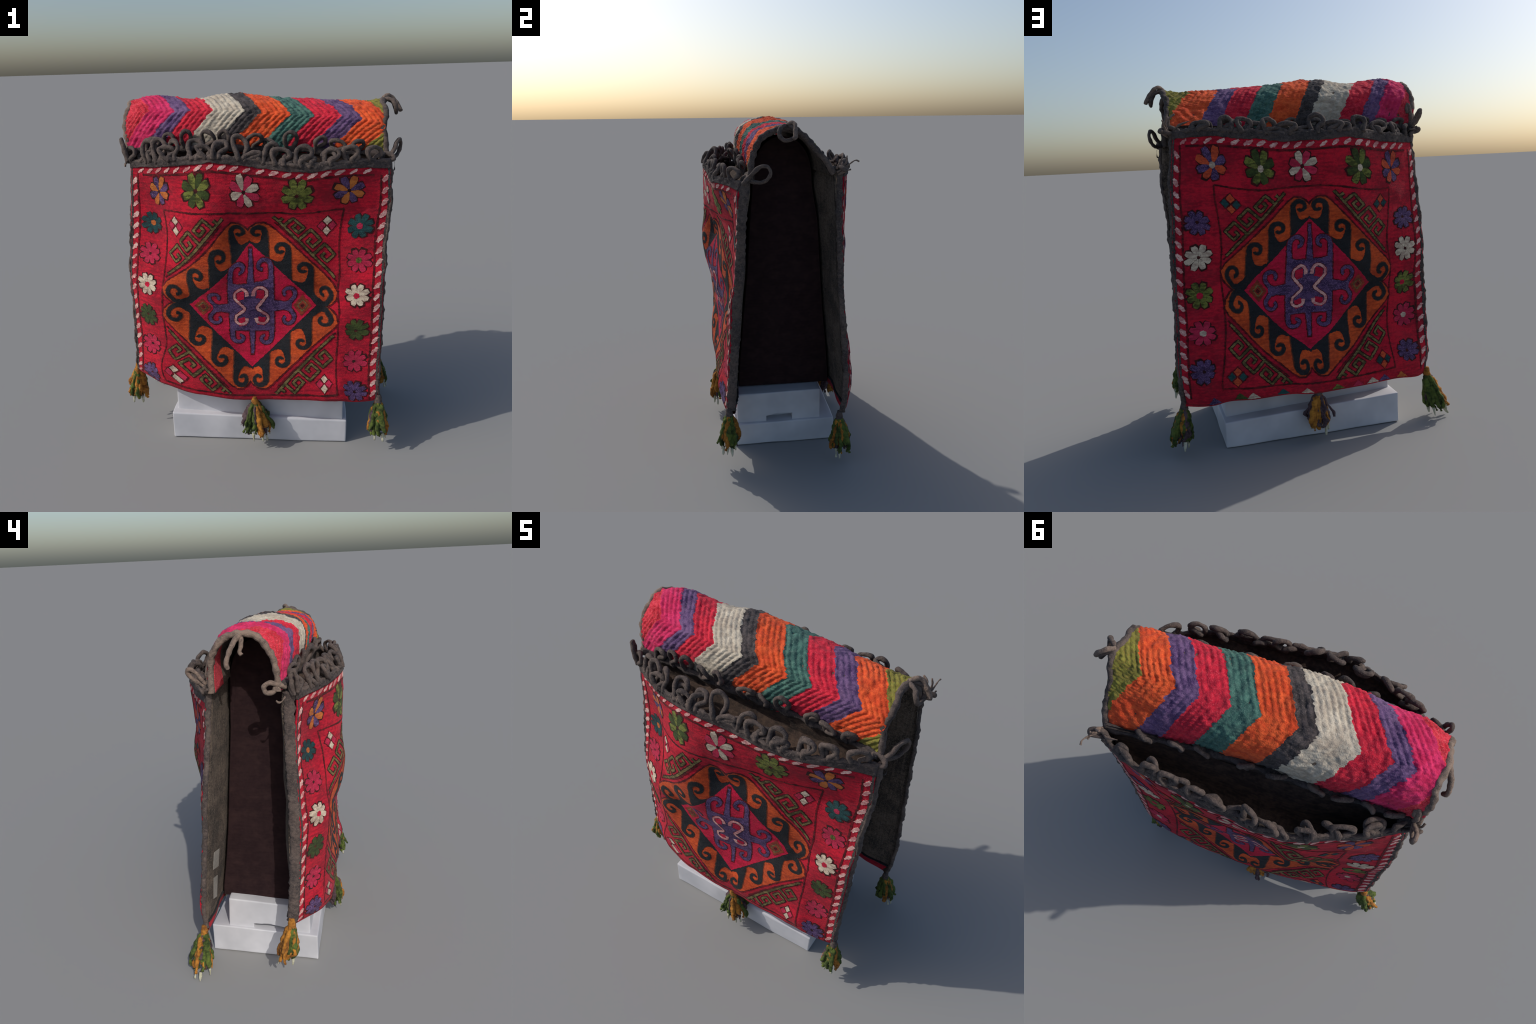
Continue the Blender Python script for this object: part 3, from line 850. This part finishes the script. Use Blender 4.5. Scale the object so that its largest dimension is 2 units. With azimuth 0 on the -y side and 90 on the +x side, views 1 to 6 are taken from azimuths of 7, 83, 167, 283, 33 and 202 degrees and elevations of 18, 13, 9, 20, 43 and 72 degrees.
    for x, y, z in loops_in:
        k = np.argmin(np.abs(xs - x))
        loop("fringe_loop", foot[k] + [0, sgn * .006, 0], (x, y, z - .008), (1, 0, 0), .0113, .037, seam, CORD, rnd, rnd.choice((1, -1)))
    return cloth, panel, L

# tops of the fringe loops
FRONT_OUT = [(-.655, -.244, 1.79), (-.524, -.296, 1.792), (-.451, -.32, 1.802), (-.37, -.33, 1.798), (-.257, -.335, 1.805), (-.131, -.352, 1.798),
             (-.023, -.356, 1.812), (.105, -.369, 1.783), (.175, -.376, 1.777), (.281, -.369, 1.772), (.424, -.348, 1.75), (.526, -.327, 1.76), (.641, -.284, 1.748)]
FRONT_IN = [(-.53, -.224, 1.81), (-.446, -.227, 1.822), (-.348, -.253, 1.851), (-.226, -.278, 1.829), (-.132, -.27, 1.838), (.02, -.277, 1.814),
            (.114, -.24, 1.781), (.212, -.245, 1.816), (.353, -.235, 1.79), (.452, -.245, 1.778), (.56, -.235, 1.765)]
BACK_OUT = [(.56, .345, 1.778), (.43, .362, 1.807), (.334, .372, 1.788), (.213, .385, 1.78), (.131, .395, 1.783), (-.03, .395, 1.789), (-.10, .405, 1.764),
            (-.28, .375, 1.78), (-.406, .305, 1.755), (-.53, .262, 1.745), (-.62, .215, 1.745)]
BACK_IN = [(.50, .255, 1.776), (.37, .245, 1.77), (.247, .235, 1.79), (.06, .225, 1.78), (-.08, .225, 1.77), (-.244, .22, 1.769), (-.36, .215, 1.765), (-.479, .205, 1.759), (-.58, .20, 1.76)]
front_cloth, front_panel, LF = pocket(FRONT_HANG, "front", 1.0, LIN_FRONT, .335, FRONT_OUT, FRONT_IN)
back_cloth, back_panel, LB = pocket(BACK_HANG, "back", 6.0, LIN_BACK, .312, BACK_OUT, BACK_IN)

# bindings round the open ends of the saddle strip
for xe, mat in ((-.688, TIE), (.698, CORD)):
    s = np.linspace(0, 1, 90)
    p = strip_raw(np.full(90, xe), s) - strip_normal(np.full(90, xe), s) * .009
    p[:, 0] += .006 * np.sin(s * 23)
    v, f = tube(p, .0165, 10, fuzz=.006, twist=.12, seed=xe, twist_pitch=.05)
    make("end_binding", v, f, [mat], bridge)

# ties and corner loops
def cord(name, pts, r, mat, n=40, parent=bag, taper=1.0):
    v, f = tube(pts, lambda s: .84 * r * (1 - (1 - taper) * s), 9, fuzz=.005, samples=n, seed=pts[0][0])
    return make(name, v, f, [mat], parent)
cord("hanging_tie", [(-.69, -.01, 1.965), (-.715, .02, 1.935), (-.735, .045, 1.885), (-.742, .062, 1.83), (-.735, .058, 1.80)], .0155, TIE)
cord("hanging_tie", [(-.69, 0, 1.96), (-.70, -.005, 1.92), (-.70, .005, 1.875), (-.705, -.005, 1.86)], .0125, TIE)
cord("hanging_tie", [(.70, .0, 1.955), (.735, .03, 1.965), (.765, .035, 1.94), (.795, .03, 1.895), (.80, .02, 1.885)], .0135, TIE)
cord("corner_loop", [(.70, .0, 1.95), (.745, -.035, 1.945), (.765, -.05, 1.905), (.77, -.015, 1.875), (.77, .03, 1.895), (.755, .035, 1.935), (.71, .01, 1.95)], .013, CORD)
cord("corner_loop", [(.72, -.215, 1.672), (.745, -.195, 1.70), (.77, -.15, 1.745), (.785, -.115, 1.745), (.79, -.10, 1.715), (.775, -.12, 1.675), (.75, -.165, 1.662), (.72, -.205, 1.668)], .0125, CORD)
cord("loose_thread", [(.735, -.20, 1.67), (.748, -.205, 1.65), (.752, -.212, 1.61), (.745, -.22, 1.60), (.73, -.235, 1.605)], .003, BAND)
cord("corner_loop", [(-.665, -.205, 1.70), (-.69, -.175, 1.715), (-.70, -.13, 1.725), (-.70, -.105, 1.705), (-.695, -.115, 1.675), (-.69, -.15, 1.68), (-.685, -.16, 1.705)], .0145, TIE)
cord("corner_loop", [(-.665, -.245, 1.66), (-.685, -.235, 1.72), (-.69, -.235, 1.775), (-.685, -.25, 1.78), (-.67, -.262, 1.73), (-.655, -.26, 1.67)], .014, CORD)
cord("loose_thread", [(-.685, -.205, 1.655), (-.70, -.19, 1.635), (-.705, -.175, 1.632), (-.71, -.165, 1.642)], .005, TIE)
cord("corner_loop", [(-.665, .19, 1.70), (-.68, .225, 1.755), (-.685, .26, 1.79), (-.68, .285, 1.775), (-.675, .25, 1.735), (-.67, .20, 1.70)], .0125, TIE)
cord("corner_loop", [(-.66, .18, 1.69), (-.67, .185, 1.76), (-.665, .175, 1.82), (-.655, .165, 1.83), (-.65, .18, 1.78)], .012, TIE)
for k in range(9):
    rr = random.Random(40 + k)
    a = np.array([-.665 + rr.uniform(-.02, .03), .19 + rr.uniform(-.03, .03), 1.665])
    cord("loose_thread", [a, a + [rr.uniform(-.04, .02), rr.uniform(-.02, .03), .02], a + [rr.uniform(-.05, .03), rr.uniform(-.02, .04), rr.uniform(.02, .06)]], .008, CORD, 12)
for pts in ([(.70, .285, 1.70), (.72, .315, 1.75), (.71, .325, 1.79)], [(.70, .275, 1.70), (.725, .32, 1.735), (.735, .36, 1.765), (.735, .385, 1.76)],
            [(.69, .28, 1.70), (.66, .31, 1.74), (.60, .31, 1.765)], [(.70, .27, 1.72), (.70, .30, 1.775), (.67, .31, 1.80)], [(.71, .28, 1.69), (.735, .31, 1.71), (.74, .34, 1.72)]):
    cord("loose_thread", pts, .009, TIE, 16, taper=.45)

# tassels
def tassel(top, bottom, width, yarns, seed):
    rnd = random.Random(seed)
    top, bottom = np.asarray(top, float), np.asarray(bottom, float)
    d = bottom - top; ln = np.linalg.norm(d)
    knot_c = top + d * .10
    P = Parts()
    v, f = tube([top + [0, 0, .03], top, knot_c, top + d * .18], lambda s: .014 + .008 * math.sin(math.pi * min(1, s * 1.1)), 10, fuzz=.006, samples=14, seed=seed)
    P.add(v, f, 0)
    knot = P.build("tassel_knot", [T_OCHRE if seed % 2 else CORD], bag)
    n = 54
    groups = {}
    for k in range(n):
        a = 2 * math.pi * (k + rnd.uniform(-.3, .3)) / n * 3.04
        rad = width * .5 * (.35 + .65 * ((k % 3) + 1) / 3) * rnd.uniform(.8, 1.1)
        u = np.array([math.cos(a), math.sin(a), 0])
        L = ln * rnd.uniform(.66, .97)
        pts = [top + d * .07 + u * .006, top + d / ln * L * .25 + u * rad * .50, top + d / ln * L * .55 + u * rad * .82,
               top + d / ln * L * .82 + u * rad * (1.05 + rnd.uniform(-.25, .3)), top + d / ln * L + u * rad * rnd.uniform(.7, 1.35) + [rnd.uniform(-.016, .016), rnd.uniform(-.016, .016), 0]]
        r0 = rnd.uniform(.0055, .0105)
        v, f = tube(pts, lambda s: r0 * (.55 + .75 * math.sin(math.pi * min(1, .15 + s * .75))) * (1 if s < .9 else .7), 7, fuzz=.012, samples=18, squash=(k % 2, rnd.uniform(1.0, 1.6)), seed=k * 1.7)
        sect = yarns[int((a % (2 * math.pi)) / (2 * math.pi) * len(yarns)) % len(yarns)] if rnd.random() < .62 else rnd.choice(yarns)
        cut = int(len(f) * (.86 if rnd.random() < .45 else 1.0))
        groups.setdefault(sect, Parts()).add(v, f)
    for part in groups.values():
        part.v = [(v[0], v[1], max(.002, v[2])) for v in part.v]
    for mt, part in groups.items():
        ob = part.build("tassel_yarn", [mt], knot)
        ob["kind"] = "stuff"
    tips = Parts()
    for k in range(5):
        a = rnd.uniform(0, 6.28); u = np.array([math.cos(a), math.sin(a), 0]) * width * .42
        p = top + d * rnd.uniform(.82, .9) + u
        v, f = tube([p, p + d / ln * .025 + u * .1, p + d / ln * .05 + u * .15], lambda s: .010 * (1 - .6 * s), 7, fuzz=.006, samples=6, seed=k)
        tips.add(v, f)
    tips.build("tassel_tip", [T_WHITE], knot)

tassel((-.730, -.216, .405), (-.757, -.182, .172), .092, [T_GREEN, T_OCHRE, T_OCHRE, T_OCHRE], 1)
tassel((.702, -.345, .322), (.708, -.352, .092), .092, [T_GREEN, T_GREEN, T_BROWN, T_GREEN, T_OCHRE], 2)
tassel((.002, -.376, .305), (.012, -.358, .075), .145, [T_BROWN, T_GREEN, T_BROWN, T_GREEN, T_OCHRE], 3)
tassel((.733, .305, .272), (.770, .310, .058), .102, [T_GREEN, T_BROWN, T_GREEN, T_GREEN, T_OCHRE], 4)
tassel((-.690, .306, .275), (-.752, .326, .032), .112, [T_GREEN, T_GREEN, T_OCHRE, T_BROWN, T_GREEN], 5)
tassel((.004, .385, .280), (.010, .380, .065), .115, [T_OCHRE, T_BROWN, T_OCHRE, T_BROWN], 6)

# paper labels on the lining of the back pocket
for z0, z1, x0, x1 in ((.63, .74, -.61, -.53), (.43, .57, -.60, -.54)):
    V = []
    for dy in (-.004, -.007):
        for x, z in ((x0, z0), (x1, z0 - .02), (x1, z1 - .015), (x0, z1)):
            V.append((x, lining_y(LIN_BACK, x, z) + dy - .004, z))
    make("paper_label", V, [(0, 1, 2, 3), (7, 6, 5, 4), (0, 4, 5, 1), (1, 5, 6, 2), (2, 6, 7, 3), (3, 7, 4, 0)], [PAPER], bag, smooth=False)

# ------------------------------------------------------------------ stand
stand = empty("display_stand", (0, 0, 0), "white two-step plinth with dark maroon padded block", "display stand")

def slab(name, corners_low, corners_high, parent, mat, bevel=.008, cuts=26, wobble=.004):
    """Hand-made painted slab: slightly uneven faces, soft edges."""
    import bmesh
    bm = bmesh.new()
    vs = [bm.verts.new(c) for c in corners_low + corners_high]
    for f in ((3, 2, 1, 0), (4, 5, 6, 7), (0, 1, 5, 4), (1, 2, 6, 5), (2, 3, 7, 6), (3, 0, 4, 7)):
        bm.faces.new([vs[i] for i in f])
    bmesh.ops.bevel(bm, geom=bm.edges[:], offset=bevel, segments=3, affect="EDGES", profile=.6)
    big = [e for e in bm.edges if e.calc_length() > .08]
    bmesh.ops.subdivide_edges(bm, edges=big, cuts=cuts, use_grid_fill=True)
    bm.normal_update()
    for v in bm.verts:
        k = nz(v.co, 6, 2.0) * wobble + nz(v.co, 2.2, 8.0) * wobble
        v.co += v.normal * k
        v.co.z = max(v.co.z, 0.0)
    me = bpy.data.meshes.new(name)
    bm.to_mesh(me); bm.free()
    me.materials.append(mat)
    me.polygons.foreach_set("use_smooth", np.ones(len(me.polygons), bool))
    ob = bpy.data.objects.new(name, me)
    bpy.context.scene.collection.objects.link(ob)
    ob.parent = parent
    return ob

slab("plinth_base", [(-.505, -.332, 0), (.528, -.305, 0), (.522, .318, 0), (-.502, .320, 0)],
     [(-.507, -.330, .168), (.530, -.300, .142), (.522, .318, .146), (-.502, .322, .180)], stand, PAINT)
upper = slab("plinth_step", [(-.482, -.282, .135), (.508, -.286, .135), (.506, .236, .135), (-.486, .220, .135)],
             [(-.480, -.280, .340), (.506, -.284, .330), (.505, .238, .338), (-.482, .212, .362)], stand, PAINT)
# finger slots under both ends of the upper step
for x0, y0, y1, zt in ((.51, -.105, .058, .186), (-.487, -.13, .06, .200)):
    v = [(x0 + sx * .07, y, z) for sx in (-1, 1) for (y, z) in ((y0, .10), (y1, .10), (y1, zt), ((y0 + y1) * .5, zt + .004), (y0, zt - .010))]
    fs = [(0, 1, 2, 3, 4)[::-1], (9, 8, 7, 6, 5)[::-1]] + [(i, 5 + i, 5 + (i + 1) % 5, (i + 1) % 5)[::-1] for i in range(5)]
    cutter = make("slot_cutter", v, fs, [PAINT], None, smooth=False)
    md = upper.modifiers.new("slot", "BOOLEAN"); md.operation = "DIFFERENCE"; md.object = cutter; md.solver = "EXACT"
    bpy.context.view_layer.update()
    dg = bpy.context.evaluated_depsgraph_get()
    me = bpy.data.meshes.new_from_object(upper.evaluated_get(dg))
    upper.modifiers.clear(); upper.data = me
    bpy.data.objects.remove(cutter)

def block():
    """Padded block that carries the bag: follows the lining, narrower at the -x end, leaning ends."""
    zs = np.r_[.345, .36, np.linspace(.40, 1.62, 24)]
    us = np.r_[0, .012, np.linspace(.03, .97, 20), .988, 1]
    V, fs = [], []
    for u in us:
        ring = []
        soft = .006 if u in (0, 1) else 0.0
        x0 = lambda z: np.interp(z, (.34, 1.1, 1.5, 1.9), (-.414, -.400, -.385, -.360))
        x1 = lambda z: np.interp(z, (.34, .6, 1.9), (.415, .434, .462))
        xa = lambda z: x0(z) + (x1(z) - x0(z)) * u
        for z in zs:
            ring.append((xa(z), lining_y(LIN_FRONT, xa(z), z) + .014 + soft, z))
        yf = ring[-1][1]; yb = lining_y(LIN_BACK, xa(1.62), 1.62) - .014 - soft
        for a in np.linspace(math.pi, 0, 17)[1:-1]:
            z = 1.62 + .27 * math.sin(a) ** .8
            ring.append((xa(z), (yf + yb) / 2 + (yb - yf) / 2 * math.cos(a), z))
        for z in zs[::-1]:
            ring.append((xa(z), lining_y(LIN_BACK, xa(z), z) - .014 - soft, z))
        V += ring
        n = len(ring)
    for i in range(len(us) - 1):
        for j in range(n):
            j2 = (j + 1) % n
            fs.append((i * n + j, (i + 1) * n + j, (i + 1) * n + j2, i * n + j2))
    fs.append(tuple(range(n))); fs.append(tuple((len(us) - 1) * n + j for j in range(n - 1, -1, -1)))
    make("padded_block", V, fs, [STAND], stand, smooth=False)
block()
